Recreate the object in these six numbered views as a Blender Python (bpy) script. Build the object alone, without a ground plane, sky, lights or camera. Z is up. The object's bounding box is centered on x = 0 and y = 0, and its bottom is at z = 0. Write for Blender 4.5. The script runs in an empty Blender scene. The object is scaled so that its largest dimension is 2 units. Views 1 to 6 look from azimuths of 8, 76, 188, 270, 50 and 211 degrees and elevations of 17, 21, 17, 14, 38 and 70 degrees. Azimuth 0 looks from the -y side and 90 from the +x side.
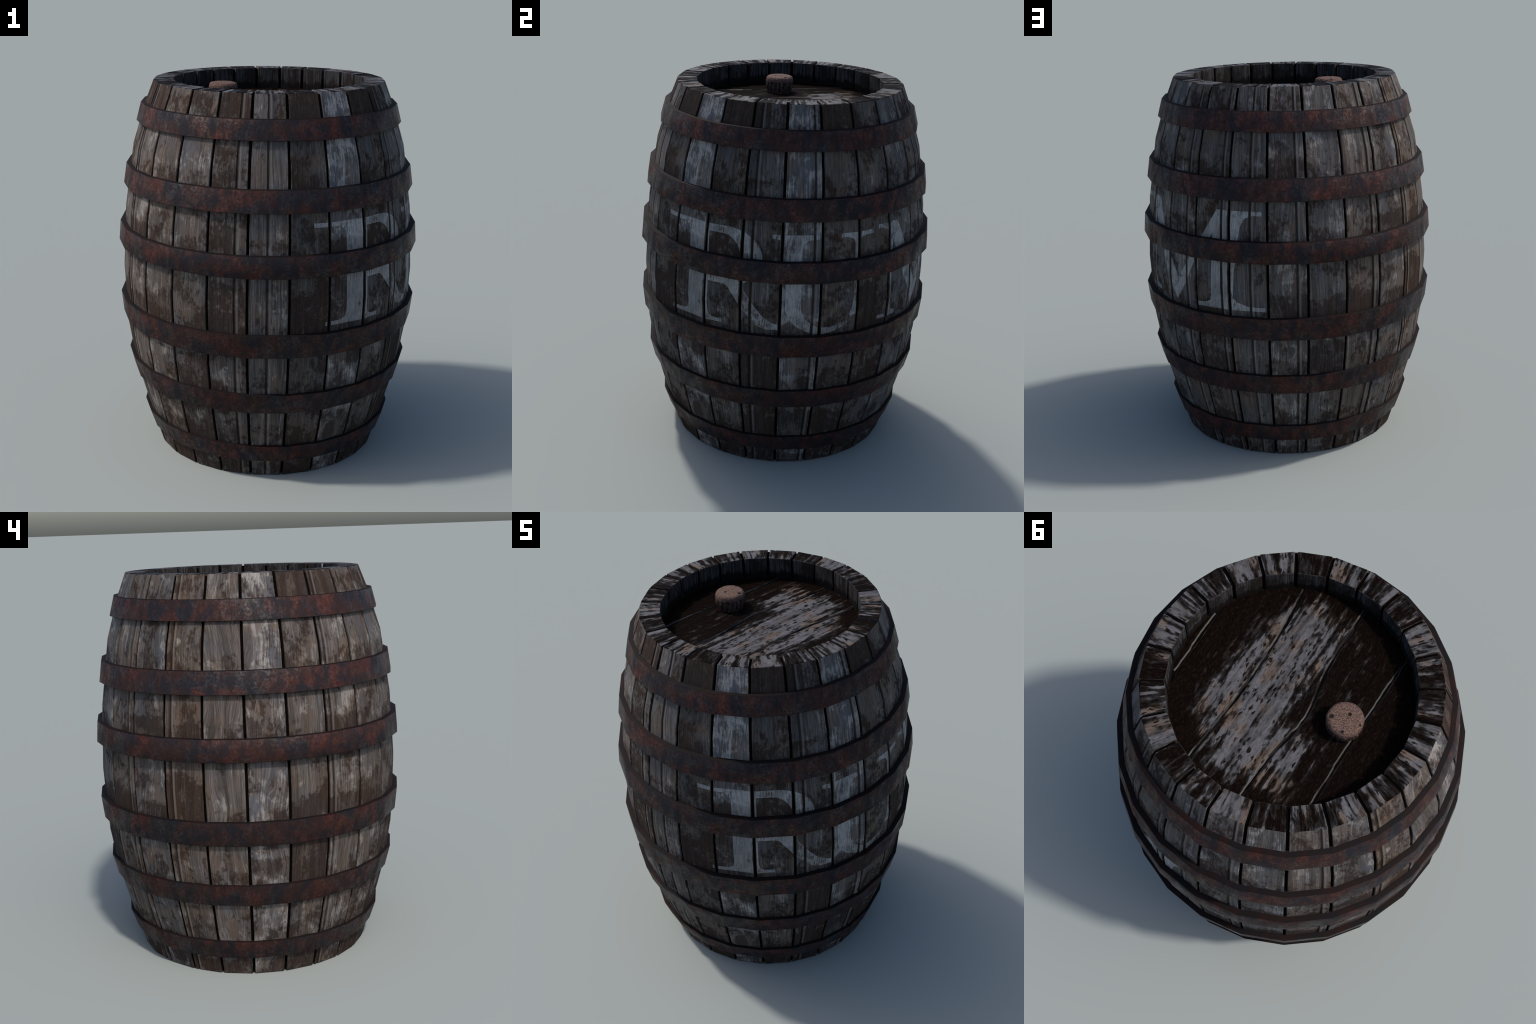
"""Weathered wooden barrel: 24 coopered staves, 6 rusty hoops, recessed plank
head with a bung, and worn painted serif lettering."""
import bpy, bmesh, math, random
from mathutils import Vector, noise as mnoise
from mathutils.geometry import delaunay_2d_cdt

random.seed(7)
N = 24                      # staves, joints at every 15 degrees
STEP = 2 * math.pi / N
GAP = 0.0145                # joint width
R_IN = 0.505                # inner radius (at the joints)
HEAD_Z = 1.886              # upper face of the recessed head

# outer radius (at the joints) against height: belly curve in straight runs
PROFILE = [(0.0, .615), (.31, .704), (.45, .739), (2/3, .774), (1.0, .789),
           (4/3, .770), (5/3, .721), (1.885, .653), (2.0, .608)]
# hoops: (top radius, top z, bottom radius, bottom z)
HOOPS = [(.6755, 1.886, .7010, 1.788), (.760, 1.566, .776, 1.455),
         (.801, 1.252, .8095, 1.143), (.8080, .851, .796, .732),
         (.770, .523, .743, .413), (.690, .2005, .657, .101)]


def r_out(z):
    for (z0, a), (z1, b) in zip(PROFILE, PROFILE[1:]):
        if z <= z1 + 1e-9:
            return a + (b - a) * (z - z0) / (z1 - z0)
    return PROFILE[-1][1]


# ---------------------------------------------------------------- node helper
class Nodes:
    def __init__(self, name):
        self.mat = bpy.data.materials.new(name)
        self.mat.use_nodes = True
        self.t = self.mat.node_tree
        self.t.nodes.clear()

    def link(self, sock, val):
        if isinstance(val, bpy.types.NodeSocket):
            self.t.links.new(val, sock)
        elif isinstance(val, (tuple, list)):
            v = tuple(val)
            if sock.type == 'RGBA' and len(v) == 3:
                v += (1.0,)
            sock.default_value = v
        else:
            sock.default_value = val

    def math(self, op, a, b=0.0, c=0.0, clamp=False):
        n = self.t.nodes.new('ShaderNodeMath')
        n.operation = op
        n.use_clamp = clamp
        for s, v in zip(n.inputs, (a, b, c)):
            self.link(s, v)
        return n.outputs[0]

    def vec(self, x, y, z):
        n = self.t.nodes.new('ShaderNodeCombineXYZ')
        for s, v in zip(n.inputs, (x, y, z)):
            self.link(s, v)
        return n.outputs[0]

    def obj(self):
        n = self.t.nodes.new('ShaderNodeTexCoord')
        s = self.t.nodes.new('ShaderNodeSeparateXYZ')
        self.t.links.new(n.outputs['Object'], s.inputs[0])
        return s.outputs[0], s.outputs[1], s.outputs[2]

    def noise(self, v, scale=1.0, detail=3.0, rough=0.55, dist=0.0):
        n = self.t.nodes.new('ShaderNodeTexNoise')
        self.link(n.inputs['Vector'], v)
        n.inputs['Scale'].default_value = scale
        n.inputs['Detail'].default_value = detail
        n.inputs['Roughness'].default_value = rough
        n.inputs['Distortion'].default_value = dist
        return n.outputs[0]

    def voronoi(self, v, scale=1.0, feature='F1'):
        n = self.t.nodes.new('ShaderNodeTexVoronoi')
        n.feature = feature
        self.link(n.inputs['Vector'], v)
        n.inputs['Scale'].default_value = scale
        return n.outputs[0]

    def step(self, x, lo, hi):
        """smooth step from lo to hi (lo > hi gives a falling one)"""
        n = self.t.nodes.new('ShaderNodeMapRange')
        n.interpolation_type = 'SMOOTHSTEP'
        if lo > hi:
            lo, hi, a, b = hi, lo, 1.0, 0.0
        else:
            a, b = 0.0, 1.0
        self.link(n.inputs['Value'], x)
        n.inputs['From Min'].default_value = lo
        n.inputs['From Max'].default_value = hi
        n.inputs['To Min'].default_value = a
        n.inputs['To Max'].default_value = b
        return n.outputs[0]

    def mix(self, f, a, b, mode='MIX'):
        n = self.t.nodes.new('ShaderNodeMix')
        n.data_type = 'RGBA'
        n.blend_type = mode
        self.link(n.inputs[0], f)
        self.link(n.inputs[6], a)
        self.link(n.inputs[7], b)
        return n.outputs[2]

    def bump(self, h, dist, strength=1.0):
        n = self.t.nodes.new('ShaderNodeBump')
        n.inputs['Strength'].default_value = strength
        n.inputs['Distance'].default_value = dist
        self.link(n.inputs['Height'], h)
        return n.outputs[0]

    def finish(self, color, rough=0.7, normal=None, spec=0.35, metallic=0.0):
        b = self.t.nodes.new('ShaderNodeBsdfPrincipled')
        o = self.t.nodes.new('ShaderNodeOutputMaterial')
        self.link(b.inputs['Base Color'], color)
        self.link(b.inputs['Roughness'], rough)
        self.link(b.inputs['Specular IOR Level'], spec)
        self.link(b.inputs['Metallic'], metallic)
        if normal is not None:
            self.link(b.inputs['Normal'], normal)
        self.t.links.new(b.outputs[0], o.inputs[0])
        return self.mat

    def cylinder(self, wrap_at=0.0):
        """(angle in stave units 0..24 from wrap_at, radius, z, x, y)"""
        x, y, z = self.obj()
        ca, sa = math.cos(wrap_at + math.pi), math.sin(wrap_at + math.pi)
        xr = self.math('ADD', self.math('MULTIPLY', x, ca), self.math('MULTIPLY', y, sa))
        yr = self.math('SUBTRACT', self.math('MULTIPLY', y, ca), self.math('MULTIPLY', x, sa))
        a = self.math('ADD', self.math('DIVIDE', self.math('ARCTAN2', yr, xr), STEP), N / 2)
        r = self.math('SQRT', self.math('ADD', self.math('MULTIPLY', x, x), self.math('MULTIPLY', y, y)))
        return a, r, z, x, y


# ------------------------------------------------------------- stave wood look
# per stave: tone (1 = middle), warmth (0 blue-grey .. 1 brown), stain amount,
# pale chalky amount, streak strength, seam lines (fraction across the stave),
# dirt: (height, half extent, amount) of stained or (negative) cleaner stretches
STAVES = {
    0: (.80, .50, .45, .30, .6, (), [(1.95, .1, .2), (.30, .12, .12)]),
    1: (.72, .60, .60, .25, .6, (), [(.95, .2, .15), (.60, .15, .1)]),
    2: (.85, .10, .45, .45, .6, (), [(1.9, .2, -.1)]),
    3: (.82, .30, .50, .40, .7, (.66,), []),
    4: (.75, .40, .55, .35, .7, (.78,), [(.6, .2, .1)]),
    5: (.85, .25, .20, .30, 1.0, (.55,), []),
    6: (1.02, .35, .45, .65, .7, (.73,), [(1.62, .06, .15), (.92, .09, .18)]),
    7: (.95, .25, .35, .55, .7, (), [(.88, .1, .25), (.62, .14, .22), (1.9, .2, -.1)]),
    8: (.80, .75, .50, .35, .9, (.78,), [(.88, .1, .2), (1.7, .3, -.1)]),
    9: (.92, .35, .45, .60, .7, (), [(1.27, .07, .22), (.88, .06, .18)]),
    10: (.95, .95, .50, .45, .7, (.17,), [(1.27, .06, .15), (.95, .2, .15)]),
    11: (.92, .70, .15, .40, 1.0, (), []),
    12: (1.12, .50, .40, .75, .9, (), [(1.3, .15, .06), (.62, .05, .15), (1.7, .2, -.06)]),
    13: (.82, .70, .55, .40, .9, (), [(1.95, .1, .22), (.90, .08, .2), (.62, .15, .2), (1.35, .1, -.15)]),
    14: (.88, .75, .50, .55, 1.0, (.14,), [(1.95, .1, .25), (1.28, .05, .2), (.88, .06, .2), (.62, .1, -.1)]),
    15: (.92, .85, .45, .55, .7, (), [(.95, .12, .15)]),
    16: (.92, .55, .50, .55, .6, (), [(.62, .15, .15), (.3, .15, .15), (1.7, .15, -.1)]),
    17: (.82, .50, .60, .45, .8, (.68,), [(1.95, .1, .15), (.95, .2, .1)]),
    18: (.85, .40, .12, .30, 1.1, (.47,), []),
    19: (.62, .45, .60, .25, .6, (), [(1.95, .1, .2), (.95, .2, .12)]),
    20: (1.22, .10, .40, .85, .7, (), [(1.27, .05, .15), (.95, .2, .18), (.70, .05, .1), (.3, .1, .15), (1.75, .25, -.2)]),
    21: (.58, .45, .50, .25, .8, (), [(1.95, .12, .22), (1.3, .12, .12)]),
    22: (.70, .25, .50, .30, .9, (.25,), [(.60, .15, .2), (.3, .12, .2), (1.95, .1, .1)]),
    23: (1.08, .10, .40, .75, .7, (.80,), [(.88, .07, .15), (.30, .12, .2), (1.75, .25, -.1)]),
}


def lerp3(a, b, f):
    return tuple(p + (q - p) * f for p, q in zip(a, b))


def mul3(a, f):
    return tuple(min(1.0, c * f) for c in a)


def stave_material(k, painted=False):
    tone, warm, stain, pale, streak, seams, dirt = STAVES[k]
    tone = .90 + (tone - .88) * .85
    warm = .10 + .90 * warm
    streak *= .85
    # wet dirt gathers where water stands on top of each hoop
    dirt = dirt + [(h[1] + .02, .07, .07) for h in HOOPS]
    m = Nodes(('painted_stave_wood' if painted else 'stave_wood') + '_%02d' % k)
    a, r, z, x, y = m.cylinder(0.0)
    u = m.math('MULTIPLY', a, .19)                      # metres round the girth
    mid = mul3(lerp3((.081, .082, .089), (.101, .076, .061), warm), tone)
    dark = mul3(lerp3(mid, (.07, .05, .04), .3), .28)
    light = mul3(lerp3(mid, (.085, .082, .082), .4), 2.3)
    # long grain: broad streaks, fine fibres
    zw = m.math('ADD', z, k * 2.9)
    bend = m.math('MULTIPLY', m.math('SUBTRACT', m.noise(m.vec(m.math('MULTIPLY', u, 3.0), 0.0, zw), 2.2, 1), .5), .16 if k in (6, 9, 11, 12) else .05)
    ub = m.math('ADD', u, bend)
    g0 = m.noise(m.vec(m.math('MULTIPLY', ub, 30.0), r, m.math('MULTIPLY', zw, .9)), 1, 2, .5, .3)
    g1 = m.noise(m.vec(m.math('MULTIPLY', ub, 125.0), m.math('MULTIPLY', r, 12), m.math('MULTIPLY', zw, 2.6)), 1, 4, .65, .3)
    g2 = m.noise(m.vec(m.math('MULTIPLY', ub, 330.0), m.math('MULTIPLY', r, 60), m.math('MULTIPLY', zw, 9.0)), 1, 3, .6)
    gs = m.math('ADD', m.math('MULTIPLY', g0, .45), m.math('MULTIPLY', g1, .55))
    col = m.mix(m.step(gs, .38, .62), dark, light)
    col = m.mix(max(0.0, 1 - .62 * streak), col, mid)
    col = m.mix(m.math('MULTIPLY', m.step(g2, .58, .40), .55), col, mul3(mid, .30))
    # hue drift in soft clouds (rusty brown / blue grey)
    base = m.vec(u, m.math('MULTIPLY', r, .8), m.math('ADD', m.math('MULTIPLY', z, .7), k * 3.7))
    h = m.noise(base, 10, 2, .5)
    col = m.mix(m.math('MULTIPLY', m.step(h, .50, .68), .30 + .3 * warm), col, mul3((.118, .078, .055), tone))
    col = m.mix(m.math('MULTIPLY', m.step(h, .48, .30), .55 - .3 * warm), col, mul3((.072, .082, .104), tone))
    # pale chalky patches, crumbly edged
    crumb = m.noise(m.vec(m.math('MULTIPLY', u, 60), m.math('MULTIPLY', r, 50), m.math('MULTIPLY', z, 34)), 1, 5, .68)
    fibre = m.math('MULTIPLY', m.math('SUBTRACT', g1, .5), .45)
    pn = m.math('ADD', m.noise(base, 12, 3, .6, .3), m.math('MULTIPLY', m.math('SUBTRACT', crumb, .5), .5))
    pn = m.math('ADD', pn, fibre)
    pm = m.step(pn, .64 - .2 * pale, .80 - .2 * pale)
    col = m.mix(m.math('MULTIPLY', pm, .46 + .52 * pale), col, m.mix(m.step(g2, .30, .62), mul3(lerp3((.115, .117, .124), (.125, .102, .085), warm), .72 + .32 * tone), mul3(lerp3((.280, .280, .288), (.290, .253, .222), warm), .72 + .32 * tone)))
    # brown-black stains, crumbly edged, with fine speckle around them
    base2 = m.vec(m.math('ADD', u, 5.0), r, m.math('ADD', m.math('MULTIPLY', z, .8), k * 5.3))
    sn = m.math('ADD', m.noise(base2, 9.5, 4, .60, .4), m.math('MULTIPLY', m.math('SUBTRACT', crumb, .5), .75))
    for z0, hz, amt in dirt + [(.03, .09, .16)]:         # baked shade at the foot, painted through the stain mask
        sn = m.math('ADD', sn, m.math('MULTIPLY', m.step(m.math('ABSOLUTE', m.math('SUBTRACT', z, z0)), hz * 1.2, hz * .3), amt))
    sm = m.step(sn, .585 - .20 * stain, .745 - .20 * stain)
    st = lerp3((.017, .0138, .013), (.025, .0155, .012), warm)
    fn = m.noise(m.vec(m.math('MULTIPLY', u, 130), m.math('MULTIPLY', r, 90), m.math('MULTIPLY', z, 60)), 1, 3, .6)
    stc = m.mix(m.step(fn, .30, .78), st, mul3(st, 2.2))
    stc = m.mix(.45, stc, m.mix(1.0, col, (.36, .30, .27), 'MULTIPLY'))
    col = m.mix(m.math('MULTIPLY', sm, .86), col, stc)
    # darker seams with a pale arris
    fr = m.math('SUBTRACT', a, float(k))
    wob = m.math('MULTIPLY', m.math('SUBTRACT', m.noise(m.vec(0, k * 9.0, z), 5, 2), .5), .02)
    for s in seams:
        d = m.math('ADD', m.math('SUBTRACT', fr, s), wob)
        ad = m.math('ABSOLUTE', d)
        col = m.mix(m.math('MULTIPLY', m.step(m.math('ABSOLUTE', m.math('SUBTRACT', d, .065)), .045, .01), .40), col, light)
        col = m.mix(m.math('MULTIPLY', m.step(ad, .058, .010), .80), col, (.020, .014, .011))
    height = m.math('ADD', m.math('MULTIPLY', g1, .5), m.math('ADD', m.math('MULTIPLY', g2, .6), m.math('MULTIPLY', crumb, .35)))
    height = m.math('SUBTRACT', height, m.math('MULTIPLY', sm, .25))
    rough = m.math('ADD', .60, m.math('MULTIPLY', sm, .2))
    if painted:
        wear = m.noise(m.vec(m.math('MULTIPLY', u, 9.0), 0.0, m.math('ADD', m.math('MULTIPLY', z, 7.0), 3.1)), 1, 3, .6, .4)
        wear = m.math('ADD', m.math('MULTIPLY', wear, .9), m.math('MULTIPLY', m.math('SUBTRACT', crumb, .5), .9))
        wear = m.math('ADD', wear, m.math('MULTIPLY', m.math('SUBTRACT', g2, .5), .45))
        gaps = m.noise(m.vec(m.math('MULTIPLY', u, 3.6), 0.0, m.math('ADD', m.math('MULTIPLY', z, 3.6), 1.3)), 1, 3, .65, .5)
        wear = m.math('ADD', wear, m.math('MULTIPLY', m.math('SUBTRACT', gaps, .5), .55))
        th = PAINT_WEAR.get(k, .45)
        pmk = m.math('MULTIPLY', m.step(wear, th - .14, th + .14), .88)
        pmk = m.math('MULTIPLY', pmk, m.math('SUBTRACT', 1.0, m.math('MULTIPLY', sm, .35)))
        col = m.mix(pmk, col, m.mix(m.step(m.math('ADD', m.math('MULTIPLY', g2, .6), m.math('MULTIPLY', crumb, .4)), .36, .62), (.17, .174, .182), (.34, .343, .350)))
        height = m.math('ADD', height, m.math('MULTIPLY', pmk, .3))
    return m.finish(col, rough, m.bump(height, .004, .5), m.math('SUBTRACT', .12, m.math('MULTIPLY', sm, .09)))


# how much of the lettering survives on each stave (threshold; low = more paint)
PAINT_WEAR = {19: .37, 20: .26, 21: .33, 22: .41, 23: .33, 0: .37, 1: .42,
              2: .34, 3: .33, 4: .22, 5: .25}


def mul_node(m, c, f):
    return m.mix(1.0, c, (f, f, f), 'MULTIPLY')


def mottled_wood(name, along, seed, grey_bias=0.0, region=None, blotch=1.0):
    """dark, burnt-looking end grain and head wood with worn grey patches.
    along(m, x, y, z, a, r) gives a vector whose first component runs along the grain"""
    m = Nodes(name)
    a, r, z, x, y = m.cylinder(0.0)
    l, w, h = along(m, x, y, z, a, r)
    big = m.noise(m.vec(m.math('MULTIPLY', l, 3.2), m.math('ADD', m.math('MULTIPLY', w, 10.0), seed), h), 1, 3, .6, .3)
    mid = m.noise(m.vec(m.math('MULTIPLY', l, 17 * blotch), m.math('ADD', m.math('MULTIPLY', w, 36 * blotch), seed), m.math('MULTIPLY', h, 20)), 1, 4, .62, .3)
    streak = m.noise(m.vec(m.math('MULTIPLY', l, 2.5), m.math('ADD', m.math('MULTIPLY', w, 50), seed), m.math('MULTIPLY', h, 20)), 1, 2, .5, .2)
    fine = m.noise(m.vec(m.math('MULTIPLY', l, 50), m.math('MULTIPLY', w, 170), m.math('MULTIPLY', h, 60)), 1, 3, .6)
    val = m.math('ADD', m.math('MULTIPLY', m.math('SUBTRACT', big, .5), 1.0),
                 m.math('MULTIPLY', m.math('SUBTRACT', mid, .5), .85))
    val = m.math('ADD', val, m.math('MULTIPLY', m.math('SUBTRACT', streak, .5), .7))
    val = m.math('ADD', val, grey_bias)
    if region is not None:
        val = m.math('ADD', val, region(m, x, y, r))
    grey = m.step(val, -.05, .13)
    thin = m.math('MULTIPLY', m.step(val, -.18, 0.0), .16)      # half-worn fringe
    hue = m.noise(m.vec(m.math('MULTIPLY', l, 7), m.math('ADD', m.math('MULTIPLY', w, 13), seed + 4), h), 1, 2)
    g = m.mix(m.step(hue, .46, .68), (.088, .086, .091), (.100, .072, .055))
    tone = m.step(m.math('ADD', m.math('MULTIPLY', mid, .5), m.math('MULTIPLY', streak, .5)), .36, .64)
    g = m.mix(tone, mul_node(m, g, .42), mul_node(m, g, 1.25))
    g = m.mix(m.step(fine, .30, .60), mul_node(m, g, .6), g)
    d = m.mix(m.step(fine, .46, .80), (.0034, .0020, .0015), (.0150, .0090, .0066))
    # worm-eaten dark flecks in the grey
    wv = m.math('MULTIPLY', m.math('SUBTRACT', fine, .5), 1.1)
    fl = m.voronoi(m.vec(m.math('ADD', m.math('MULTIPLY', l, 24), wv), m.math('ADD', m.math('ADD', m.math('MULTIPLY', w, 58), seed), m.math('MULTIPLY', m.math('SUBTRACT', mid, .5), 2.5)), m.math('MULTIPLY', h, 20)), 1)
    fl = m.math('MULTIPLY', m.step(fl, .40, .22), m.step(m.noise(m.vec(m.math('MULTIPLY', l, 8), m.math('MULTIPLY', w, 12), seed), 1, 2), .38, .52))
    grey = m.math('MAXIMUM', grey, thin)
    grey = m.math('MULTIPLY', grey, m.math('SUBTRACT', 1, m.math('MULTIPLY', fl, .95)))
    col = m.mix(grey, d, g)
    hgt = m.math('ADD', m.math('MULTIPLY', grey, .7), m.math('MULTIPLY', fine, .4))
    return m.finish(col, m.math('SUBTRACT', .62, m.math('MULTIPLY', grey, .1)), m.bump(hgt, .004, .4), m.math('ADD', .015, m.math('MULTIPLY', grey, .14)))


def hoop_material(name, seed, edge=False):
    m = Nodes(name)
    a, r, z, x, y = m.cylinder(7 * STEP)
    u = m.math('MULTIPLY', a, .2)
    p = m.vec(u, r, m.math('ADD', z, seed))
    n1 = m.noise(p, 7.5, 3, .6, .6)
    n2 = m.noise(m.vec(m.math('MULTIPLY', u, 22), r, m.math('ADD', m.math('MULTIPLY', z, 13), seed)), 1, 5, .62, .15)
    n4 = m.noise(m.vec(m.math('MULTIPLY', u, 5), r, m.math('ADD', m.math('MULTIPLY', z, 6), seed + 9)), 1, 3, .6, .5)
    n3 = m.noise(p, 75, 4, .68, .4)
    col = m.mix(m.step(n1, .40, .60), (.019, .0175, .021), (.038, .0190, .0160))
    col = m.mix(m.math('MULTIPLY', m.math('MULTIPLY', m.step(n2, .36, .72), m.step(n4, .42, .62)), .85), col, (.080, .0200, .0130))
    col = m.mix(m.math('MULTIPLY', m.step(n2, .52, .30), .60), col, (.019, .0195, .026))
    col = m.mix(m.math('MULTIPLY', m.step(n3, .50, .80), .28), col, (.060, .044, .041))
    col = m.mix(m.math('MULTIPLY', m.step(n3, .46, .26), .25), col, (.008, .0055, .005))
    if edge:
        return m.finish(mul_node(m, col, .22), .75, None, .12)  # hoop rims: same rust, darkened with baked shade in the colour
    col = mul_node(m, col, .86)
    rough = m.math('ADD', .36, m.math('MULTIPLY', m.step(n4, .35, .65), .22))
    hgt = m.math('ADD', m.math('MULTIPLY', n2, .9), m.math('MULTIPLY', n3, .45))
    spec = m.math('ADD', .05, m.math('MULTIPLY', m.math('MULTIPLY', m.step(n2, .36, .70), m.step(n3, .35, .70)), .40))
    return m.finish(col, rough, m.bump(hgt, .007, .6), spec, 0.0)


def joint_material():
    m = Nodes('dark_joint_filler')
    x, y, z = m.obj()
    n = m.noise(m.vec(x, y, z), 60, 3)
    return m.finish(m.mix(n, (.0018, .0015, .0014), (.0045, .0036, .0032)), .9, None, 0.0)


BUNG = Vector((-.2465, .001))
PITS = [(.052, .022, .0105), (-.006, -.021, .0080), (-.018, .058, .0070), (-.064, -.004, .0060)]


def bung_material(side=False):
    m = Nodes('bung_side_cork' if side else 'bung_top_cork')
    x, y, z = m.obj()
    p = m.vec(x, y, z)
    n = m.noise(p, 190, 4, .7, .4)
    n2 = m.noise(p, 70, 3, .6)
    col = m.mix(m.step(n, .38, .60), (.036, .022, .018), (.190, .112, .086))
    col = m.mix(m.math('MULTIPLY', m.step(n2, .52, .68), .4), col, (.15, .125, .115))
    cr = m.voronoi(p, 105, 'DISTANCE_TO_EDGE')
    col = m.mix(m.math('MULTIPLY', m.step(cr, .07, .015), .55), col, (.05, .034, .03))
    hgt = n
    if side:
        an = m.math('ARCTAN2', m.math('SUBTRACT', y, BUNG.y), m.math('SUBTRACT', x, BUNG.x))
        s = m.noise(m.vec(m.math('MULTIPLY', an, 7.0), 0.0, m.math('MULTIPLY', z, 22)), 1, 4, .65, .8)
        f = m.step(s, .56, .44)
        col = m.mix(m.math('MULTIPLY', f, .9), col, (.012, .009, .008))
        hgt = m.math('SUBTRACT', n, f)
    else:
        for px, py, pr in PITS:
            dx = m.math('SUBTRACT', x, BUNG.x + px)
            dy = m.math('SUBTRACT', y, BUNG.y + py)
            d = m.math('SQRT', m.math('ADD', m.math('MULTIPLY', dx, dx), m.math('MULTIPLY', dy, dy)))
            d = m.math('ADD', d, m.math('MULTIPLY', m.math('SUBTRACT', n2, .5), .008))
            col = m.mix(m.step(d, pr * 1.15, pr * .6), col, (.014, .011, .010))
    return m.finish(col, .8, m.bump(hgt, .004, .8), .15)


# ---------------------------------------------------------------- mesh helpers
def make_object(name, verts, faces, mats, mat_ids=None, smooth_angle=None, parent=None):
    me = bpy.data.meshes.new(name)
    me.from_pydata([tuple(v) for v in verts], [], faces)
    for mt in mats:
        me.materials.append(mt)
    if mat_ids:
        me.polygons.foreach_set('material_index', mat_ids)
    bm = bmesh.new()
    bm.from_mesh(me)
    bmesh.ops.recalc_face_normals(bm, faces=bm.faces)
    bm.to_mesh(me)
    bm.free()
    if smooth_angle is not None:
        me.polygons.foreach_set('use_smooth', [True] * len(me.polygons))
        me.set_sharp_from_angle(angle=math.radians(smooth_angle))
    me.update()
    ob = bpy.data.objects.new(name, me)
    bpy.context.collection.objects.link(ob)
    ob.parent = parent
    return ob


def ring_point(s, z, radius):
    """point on the 24-sided section of vertex radius `radius`, at girth
    position s (in staves)"""
    k = math.floor(s + 1e-9)
    t = s - k
    a0, a1 = k * STEP, (k + 1) * STEP
    return Vector((radius * (math.cos(a0) * (1 - t) + math.cos(a1) * t),
                   radius * (math.sin(a0) * (1 - t) + math.sin(a1) * t), z))


def face_normal_2d(k):
    am = (k + .5) * STEP
    return Vector((math.cos(am), math.sin(am), 0))


def build_stave(k, root, mats):
    seams = STAVES[k][5]
    C = .0022                                    # rounded arris
    n = face_normal_2d(k)
    # columns across the outer face: (fraction, extra metres, depth)
    cols = [('e0', 0.0, C), ('e0', C, 0.0)]
    for s in sorted(seams):
        cols += [(s, -.0065, 0), (s, -.0015, .005), (s, .0015, .005), (s, .0065, 0)]
    cols += [('e1', -C, 0.0), ('e1', 0.0, C)]
    zs = sorted({C, 2 - C} | {p[0] for p in PROFILE[1:-1]})
    stations = [(0.0, C)] + [(z, 0.0) for z in zs] + [(2.0, C)]
    verts, rows = [], []
    for z, inset in stations:
        ro = r_out(z)
        wo = 2 * ro * math.sin(STEP / 2)
        wi = 2 * R_IN * math.sin(STEP / 2)
        row = []
        for f, dx, dep in cols:
            if f == 'e0':
                t = (GAP / 2 + dx) / wo
            elif f == 'e1':
                t = 1 - (GAP / 2 - dx) / wo
            else:
                t = f + dx / wo
            p = ring_point(k + t, z, ro) - n * (dep + inset * .8)
            row.append(len(verts)); verts.append(p)
        for t in (1 - (GAP / 2) / wi, 1 - (GAP / 2 + C) / wi, (GAP / 2 + C) / wi, (GAP / 2) / wi):
            first = t in (1 - (GAP / 2) / wi, (GAP / 2) / wi)
            p = ring_point(k + t, z, R_IN) + n * (inset * .8 + (C if first else 0.0))
            row.append(len(verts)); verts.append(p)
        rows.append(row)
    faces, ids = [], []
    L = len(rows[0]); nc = len(cols)
    for ra, rb in zip(rows, rows[1:]):
        for i in range(L):
            j = (i + 1) % L
            faces.append([ra[i], ra[j], rb[j], rb[i]])
            inner = nc <= i < nc + 3
            ids.append(2 if inner else 1 if ra is rows[-2] else 0)
    # end faces, stripped between outer and inner edges
    faces.append(list(reversed(rows[0]))); ids.append(1)
    faces.append(rows[-1]); ids.append(1)
    ob = make_object('stave', verts, faces, mats, ids, 20, root)
    return ob


def sweep_ring(section, name, mats, ids, root, smooth=35, breaks=()):
    """closed 24-sided ring from a (radius, z) section polygon"""
    verts, faces, mid = [], [], []
    M = len(section)
    for k in range(N):
        a = k * STEP
        for r, z in section:
            verts.append((r * math.cos(a), r * math.sin(a), z))
    for k in range(N):
        for i in range(M):
            j = (i + 1) % M
            k2 = (k + 1) % N
            faces.append([k * M + i, k * M + j, k2 * M + j, k2 * M + i])
            mid.append(ids[i])
    return make_object(name, verts, faces, mats, mid, smooth, root)


def lathe(section, centre, name, mats, ids, root, seg=64, dent=None):
    verts, faces, mid = [], [], []
    for r, z in section:
        for i in range(seg):
            a = 2 * math.pi * i / seg
            p = Vector((r * math.cos(a), r * math.sin(a), z))
            if dent:
                p = dent(p)
            verts.append((p.x + centre.x, p.y + centre.y, p.z))
    for j in range(len(section) - 1):
        for i in range(seg):
            i2 = (i + 1) % seg
            faces.append([j * seg + i, j * seg + i2, (j + 1) * seg + i2, (j + 1) * seg + i])
            mid.append(ids[j])
    faces.append(list(range(seg))); mid.append(ids[0])
    faces.append([(len(section) - 1) * seg + i for i in range(seg)]); mid.append(ids[-1])
    return make_object(name, verts, faces, mats, mid, 40, root)


# --------------------------------------------------------------------- build
root = bpy.data.objects.new('wooden_barrel', None)
bpy.context.collection.objects.link(root)
root['label'] = 'dark weathered wooden barrel with rusty hoops and faded lettering'
root['category'] = 'barrel'

wood = {k: stave_material(k) for k in range(N)}
wood_painted = {k: stave_material(k, True) for k in list(range(19, 24)) + list(range(0, 6))}


def along_radius(m, x, y, z, a, r):
    return r, m.math('MULTIPLY', a, .15), z


def along_height(m, x, y, z, a, r):
    return m.math('MULTIPLY', z, .8), m.math('MULTIPLY', a, .15), r


end_grain = [mottled_wood('stave_end_grain_%d' % i, along_radius, 11.0 * i, b, None, .8)
             for i, b in enumerate((.10, -.08, .02))]

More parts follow.
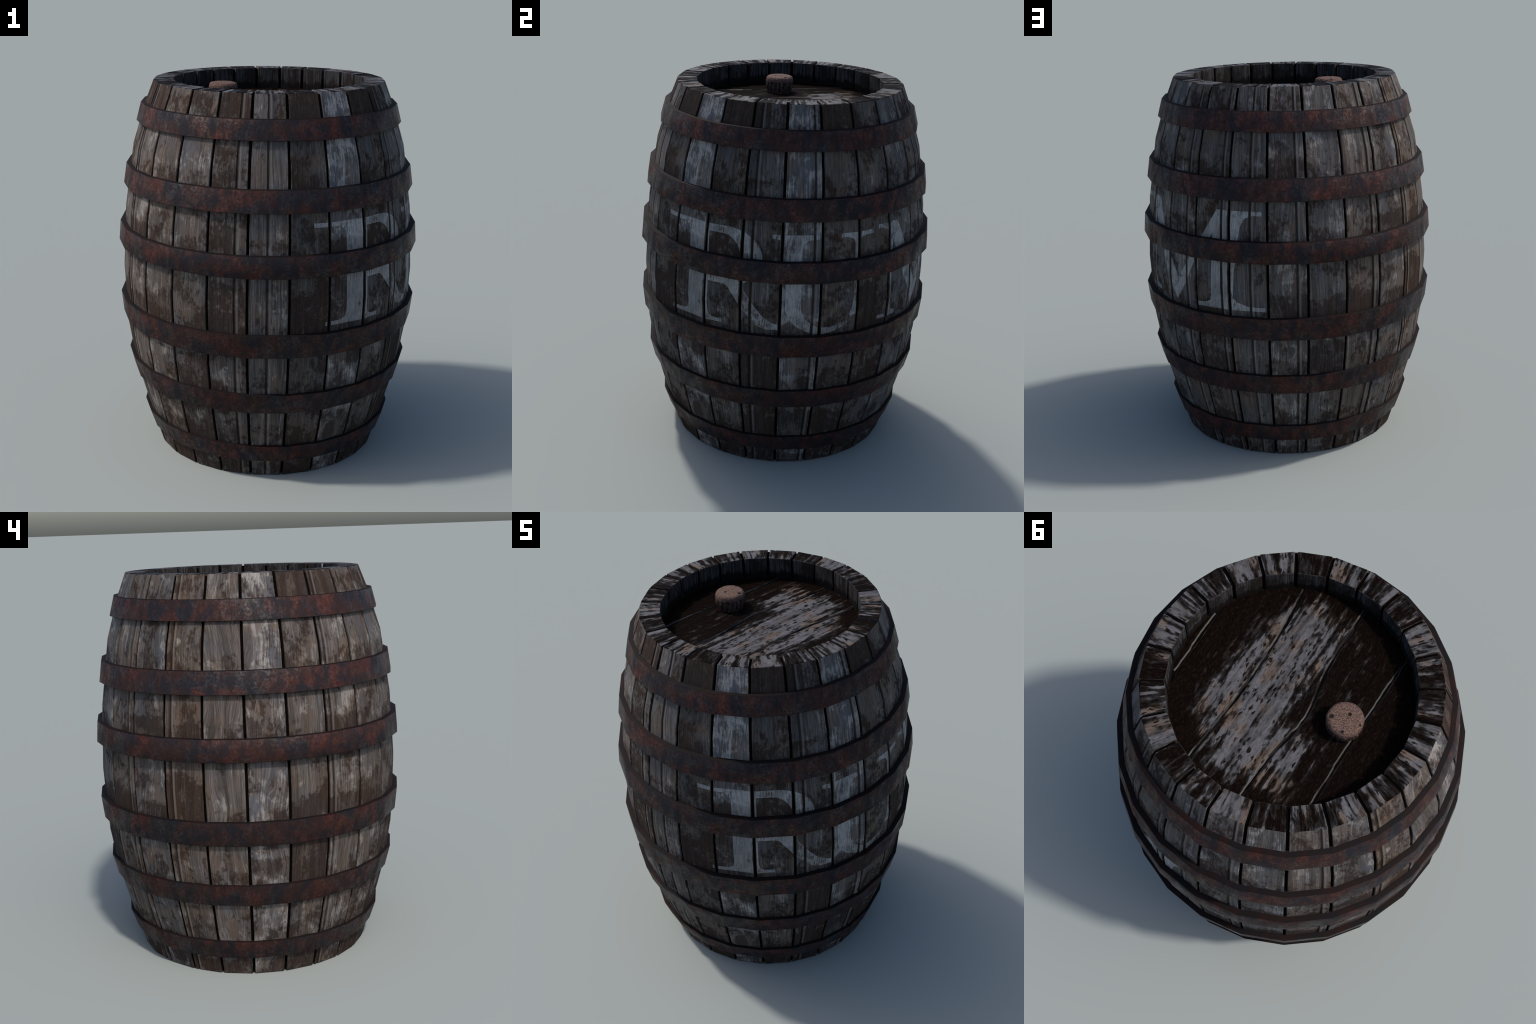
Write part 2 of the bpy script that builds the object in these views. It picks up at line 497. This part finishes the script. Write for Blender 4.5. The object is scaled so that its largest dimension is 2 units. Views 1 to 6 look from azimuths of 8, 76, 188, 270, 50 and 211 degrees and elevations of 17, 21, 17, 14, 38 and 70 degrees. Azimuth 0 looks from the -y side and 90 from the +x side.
m_ = Nodes('stave_inner_wood')
_a, _r, _z, _x, _y = m_.cylinder(0.0)
_u = m_.math('MULTIPLY', _a, .13)
_g = m_.noise(m_.vec(m_.math('MULTIPLY', _u, 110), 0.0, m_.math('MULTIPLY', _z, 6)), 1, 4, .65, .3)
_p = m_.noise(m_.vec(m_.math('MULTIPLY', _u, 14), 0.0, m_.math('MULTIPLY', _z, 7)), 1, 4, .65, .3)
_c = m_.mix(m_.step(_g, .36, .64), (.012, .0115, .012), (.056, .053, .054))
_c = m_.mix(m_.math('MULTIPLY', m_.step(_p, .48, .60), .85), _c, (.014, .010, .008))
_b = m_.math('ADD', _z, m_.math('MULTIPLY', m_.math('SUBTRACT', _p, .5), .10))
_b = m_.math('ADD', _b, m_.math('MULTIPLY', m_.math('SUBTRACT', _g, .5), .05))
_c = m_.mix(m_.math('MULTIPLY', m_.step(_b, 1.935, 1.915), .9), _c, (.005, .004, .0035))   # ragged dark band above the head: baked shade put into the colour
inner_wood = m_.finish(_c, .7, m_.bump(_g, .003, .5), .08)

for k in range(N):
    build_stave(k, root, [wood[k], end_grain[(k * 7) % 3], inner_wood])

# dark shell added to give the joints their black bottoms, a little below the wood on every side
D = .010
outer = [(r_out(z) - D, z) for z in [D] + [p[0] for p in PROFILE[1:-1]] + [2 - D]]
inner = [(R_IN + D, 2 - D), (R_IN + D, D)]
joint = sweep_ring(outer + inner, 'joint_filler', [joint_material()], [0] * (len(outer) + 2), root)

# hoops
for i, (rt, zt, rb, zb) in enumerate(HOOPS):
    b = .0015
    sec = [(rb - b, zb), (rb, zb + b), (rt, zt - b), (rt - b, zt),
           (r_out(zt) - .006, zt), (r_out(zb) - .006, zb)]
    ids = [1, 0, 1, 1, 1, 1]
    sweep_ring(sec, 'hoop', [hoop_material('rusty_iron_%d' % i, i * 2.3),
                             hoop_material('rusty_iron_shaded_edge_%d' % i, i * 2.3, True)],
               ids, root, 50)


# heads: planks along y with slightly wandering edges
def wander(x0, amp, ph):
    return lambda y: x0 + amp * (math.sin(4.1 * y + ph) + .4 * math.sin(11 * y + 2 * ph))


EDGES = [lambda y: -9.0, wander(-.309, .004, .6), lambda y: -.048 - .036 * math.exp(-((y - .06) / .16) ** 2) - .012 * (1 - abs(y)),
         lambda y: .186 + .13 * (y - .0) ** 2, wander(.462, .006, 2.0), lambda y: 9.0]


def head_region(m, x, y, r):
    # worn grey runs along the middle boards, dark towards the right and the rim
    c = m.math('ABSOLUTE', m.math('SUBTRACT', x, .115))
    v = m.math('MULTIPLY', m.step(c, .32, .03), .32)
    v = m.math('ADD', v, m.math('MULTIPLY', m.math('MULTIPLY', m.step(y, .02, .25), m.step(m.math('ABSOLUTE', m.math('ADD', x, .15)), .16, .05)), .26))
    v = m.math('SUBTRACT', v, m.math('MULTIPLY', m.step(r, .36, .50), .30))  # less grey near the wall: baked shade painted over already dark wood
    return m.math('SUBTRACT', v, .235)


def along_y(m, x, y, z, a, r):
    return y, x, z


head_mats = [mottled_wood('head_wood_%d' % i, along_y, 5.0 + 17 * i, b, head_region)
             for i, b in enumerate((-.06, -.04, .06, .02, -.02))]
m_ = Nodes('head_joint_arris')
_x, _y, _z = m_.obj()
_n = m_.noise(m_.vec(m_.math('MULTIPLY', _x, 40), m_.math('MULTIPLY', _y, 14), 0), 1, 4, .65)
arris = m_.finish(m_.mix(m_.step(_n, .52, .72), (.006, .004, .0034), (.058, .038, .027)), .55, None, .4)


def build_head_plank(i, z_top, thick, down=False):
    R = R_IN + .004
    g, c = .006, .006
    lo, hi = EDGES[i], EDGES[i + 1]
    ny, nx = 150, 26
    ys = [-R + 2 * R * j / ny for j in range(ny + 1)]
    verts, rows = [], []

    def chew(y, q):                               # ragged board edges
        return .0045 * mnoise.noise(Vector((y * 9, q, 1.7))) + .0025 * mnoise.noise(Vector((y * 34, q, 5.1)))

    def relief(x, y):                             # raised grain and gnarled hollows
        return (.0030 * mnoise.noise(Vector((x * 38, y * 4.5, i * 3.0)))
                + .0018 * mnoise.noise(Vector((x * 95, y * 11, i * 5.0)))
                + .0022 * mnoise.noise(Vector((x * 9, y * 7, i * 2.0 + 4))) - .0015)

    for y in ys:
        half = math.sqrt(max(R * R - y * y, 1e-8))
        a = max(lo(y) + g / 2 + chew(y, i), -half)
        b = min(hi(y) - g / 2 - chew(y, i + .5), half)
        if b - a < 2 * c + .002:
            continue
        ca = c if a > -half + 1e-6 else 0.0005
        cb = c if b < half - 1e-6 else 0.0005
        row = []
        pts = [(a, z_top - thick), (a, z_top - ca * 1.1)]
        for q in range(nx + 1):
            x = a + ca + (b - cb - a - ca) * q / nx
            pts.append((x, z_top + relief(x, y)))
        pts += [(b, z_top - cb * 1.1), (b, z_top - thick)]
        for x, z in pts:
            row.append(len(verts)); verts.append((x, y, z))
        rows.append(row)
    faces, ids = [], []
    L = nx + 5
    for ra, rb in zip(rows, rows[1:]):
        for q in range(L):
            p = (q + 1) % L
            faces.append([ra[q], ra[p], rb[p], rb[q]])
            ids.append(1 if q in (1, L - 3) else 0)
    faces += [list(reversed(rows[0])), rows[-1]]
    ids += [0, 0]
    return make_object('head_plank', verts, faces, [head_mats[i], arris], ids, 45, root)


for i in range(5):
    build_head_plank(i, HEAD_Z, .05)
for i in range(5):
    build_head_plank(i, .150, .05)
# dark backing under the head joints
sec = [(.0005, HEAD_Z - .055), (R_IN + .02, HEAD_Z - .055), (R_IN + .02, HEAD_Z - .009), (.0005, HEAD_Z - .009)]
lathe(sec, Vector((0, 0)), 'head_backing', [joint_material()], [0, 0, 0], root, 48)


# bung
def dent(p):
    d = 0.0
    if p.z > 1.95:
        for px, py, pr in PITS:
            q = math.hypot(p.x - px, p.y - py) / (pr * 1.15)
            d = max(d, .007 * max(0.0, 1 - q * q) if q < 1 else 0.0)
    a = math.atan2(p.y, p.x)
    wob = 1 + .008 * math.sin(3 * a + 1) + .006 * math.sin(7 * a)
    return Vector((p.x * wob, p.y * wob, p.z - d))


side = [(.066, 1.880), (.068, 1.897), (.0710, 1.903), (.0752, 1.910), (.0770, 1.920), (.0772, 1.949), (.0755, 1.9505)]
top = [(.0757, 1.9525), (.0745, 1.961), (.0710, 1.9680), (.0655, 1.9720), (.0570, 1.9740)]
top += [(.057 * (1 - j / 24), 1.9740 + .0012 * math.sin(j / 24 * math.pi / 2)) for j in range(1, 24)]
sec = side + top
ids = [1] * (len(side) - 1) + [0] * (len(top) + 1)
lathe(sec, BUNG, 'bung', [bung_material(False), bung_material(True)], ids, root, 120, dent)


# ------------------------------------------------------------------- lettering
# outlines in (girth position in staves, height); serif capitals, one cap height
TOP, BOT = 1.400, .883
SH = .021                                               # serif thickness


def arc(cx, cz, rx, rz, a0, a1, n=14):
    return [(cx + rx * math.cos(math.radians(a0 + (a1 - a0) * i / n)),
             cz + rz * math.sin(math.radians(a0 + (a1 - a0) * i / n))) for i in range(n + 1)]


def letter_r():
    out = [(19.60, TOP), (21.3, TOP)]
    out += arc(21.62, 1.250, .90, .150, 90, -78, 20)            # bowl, outer side
    out += [(21.95, 1.112), (22.06, 1.086), (22.30, 1.016), (22.58, .946), (22.78, .920), (23.0, .908),
            (23.0, .884), (22.65, .879), (22.44, .893), (22.29, .925), (22.06, .978), (21.62, 1.092), (21.50, 1.100), (21.09, 1.100)]
    out += [(21.09, .950), (21.13, .918), (21.24, BOT + SH), (21.52, BOT + SH), (21.52, BOT), (19.90, BOT), (19.90, BOT + SH)]
    out += [(20.30, BOT + SH), (20.44, .918), (20.48, .950), (20.47, 1.335), (20.42, 1.362), (20.28, TOP - SH), (19.60, TOP - SH)]
    hole = [(21.09, 1.362), (21.45, 1.362)] + arc(21.45, 1.252, .52, .110, 80, -80, 16) + [(21.45, 1.136), (21.09, 1.136)]
    return [out, hole]


def letter_u():
    out = [(22.75, 1.385), (23.92, 1.385), (23.92, 1.385 - SH), (23.66, 1.358), (23.53, 1.335), (23.50, 1.31), (23.50, 1.02)]
    out += arc(24.18, 1.02, .68, .128, 180, 350, 20)
    out += [(24.88, 1.08), (24.88, 1.33), (24.84, 1.352), (24.70, 1.385 - SH), (24.50, 1.385 - SH), (24.50, 1.385), (25.44, 1.385),
            (25.44, 1.385 - SH), (25.20, 1.385 - SH), (25.06, 1.352), (25.02, 1.33), (25.02, 1.02)]
    out += arc(24.07, 1.015, .95, .158, 0, -180, 26)
    out += [(23.11, 1.31), (23.09, 1.335), (23.0, 1.358), (22.75, 1.385 - SH)]
    return [out]


def letter_m():
    out = [(25.63, TOP), (26.36, TOP), (26.70, 1.255), (27.00, 1.120), (27.34, 1.000), (27.56, 1.069), (27.99, 1.189), (28.64, TOP),
           (29.86, TOP), (29.86, TOP - SH), (29.60, TOP - SH), (29.42, 1.365), (29.30, 1.320), (29.22, 1.24), (29.14, 1.10), (29.09, .955), (29.20, .925), (29.50, BOT + SH),
           (29.92, BOT + SH), (29.92, BOT), (28.00, BOT - .004), (28.00, BOT + SH - .004), (28.30, BOT + SH + .002), (28.42, .918), (28.455, .945),
           (28.49, 1.135), (28.52, 1.275), (27.97, 1.120), (27.62, .985), (27.24, .879), (27.05, .948), (26.75, 1.050), (26.32, 1.236),
           (26.13, 1.312), (26.10, .945), (26.16, .918), (26.34, BOT + SH), (26.34, BOT), (25.68, BOT), (25.68, BOT + SH), (25.90, BOT + SH), (26.0, .925), (26.03, .945),
           (26.02, 1.32), (25.95, 1.362), (25.80, TOP - SH), (25.63, TOP - SH)]
    return [out]


def build_letter(loops):
    pts, faces_in = [], []
    for lp in loops:
        faces_in.append(list(range(len(pts), len(pts) + len(lp))))
        pts += [Vector(p) for p in lp]
    edges = []
    for f in faces_in:
        edges += [(f[i], f[(i + 1) % len(f)]) for i in range(len(f))]
    v2, _, f2, *_ = delaunay_2d_cdt(pts, edges, [], 0, 1e-5)

    def inside(p):
        n = 0
        for lp in loops:
            for (x0, z0), (x1, z1) in zip(lp, lp[1:] + lp[:1]):
                if (z0 > p.y) != (z1 > p.y) and p.x < x0 + (x1 - x0) * (p.y - z0) / (z1 - z0):
                    n += 1
        return n % 2 == 1
    f2 = [f for f in f2 if inside(sum((v2[i] for i in f), Vector((0, 0))) / len(f))]
    bm = bmesh.new()
    bv = [bm.verts.new((v.x, v.y, 0)) for v in v2]
    for f in f2:
        bm.faces.new([bv[i] for i in f])

    def cut(co, no):
        bmesh.ops.bisect_plane(bm, geom=bm.verts[:] + bm.edges[:] + bm.faces[:], plane_co=co, plane_no=no)
    smin, smax = min(p.x for p in pts), max(p.x for p in pts)
    for z in (1.0, 4 / 3):
        cut((0, z, 0), (0, 1, 0))
    # break the paint at each joint, and leave seam grooves bare
    breaks = []
    for s in range(int(smin), int(smax) + 2):
        breaks.append((s, .051))
        for f in STAVES[s % N][5]:
            breaks.append((s + f, .036))
    for s, hw in breaks:
        cut((s - hw, 0, 0), (1, 0, 0))
        cut((s + hw, 0, 0), (1, 0, 0))
    dead = [f for f in bm.faces if any(abs(f.calc_center_median().x - s) < hw for s, hw in breaks)]
    bmesh.ops.delete(bm, geom=dead, context='FACES')
    mats, index = [], {}
    for f in bm.faces:
        k = int(math.floor(f.calc_center_median().x)) % N
        if k not in index:
            index[k] = len(mats)
            mats.append(wood_painted[k])
        f.material_index = index[k]
    # every vertex now belongs to one stave only: wrap onto the stave face
    for f in bm.faces:
        f.normal_update()
    top = {}
    for v in bm.verts:
        s, z = v.co.x, v.co.y
        top[v] = (s, z)
    for v, (s, z) in top.items():
        k = math.floor(s)
        slope_n = face_normal_2d(k)
        v.co = ring_point(s, z, r_out(z)) + slope_n * .0008
    # paint film thickness: border walls sunk into the wood
    border = [e for e in bm.edges if len(e.link_faces) == 1]
    ext = bmesh.ops.extrude_edge_only(bm, edges=border)
    for g in ext['geom']:
        if isinstance(g, bmesh.types.BMVert):
            n = Vector((g.co.x, g.co.y, 0)).normalized()
            g.co -= n * .002
    bmesh.ops.recalc_face_normals(bm, faces=bm.faces)
    me = bpy.data.meshes.new('painted_letter')
    bm.to_mesh(me)
    bm.free()
    for mt in mats:
        me.materials.append(mt)
    ob = bpy.data.objects.new('painted_letter', me)
    bpy.context.collection.objects.link(ob)
    ob.parent = root
    return ob


for loops in (letter_r(), letter_u(), letter_m()):
    build_letter(loops)
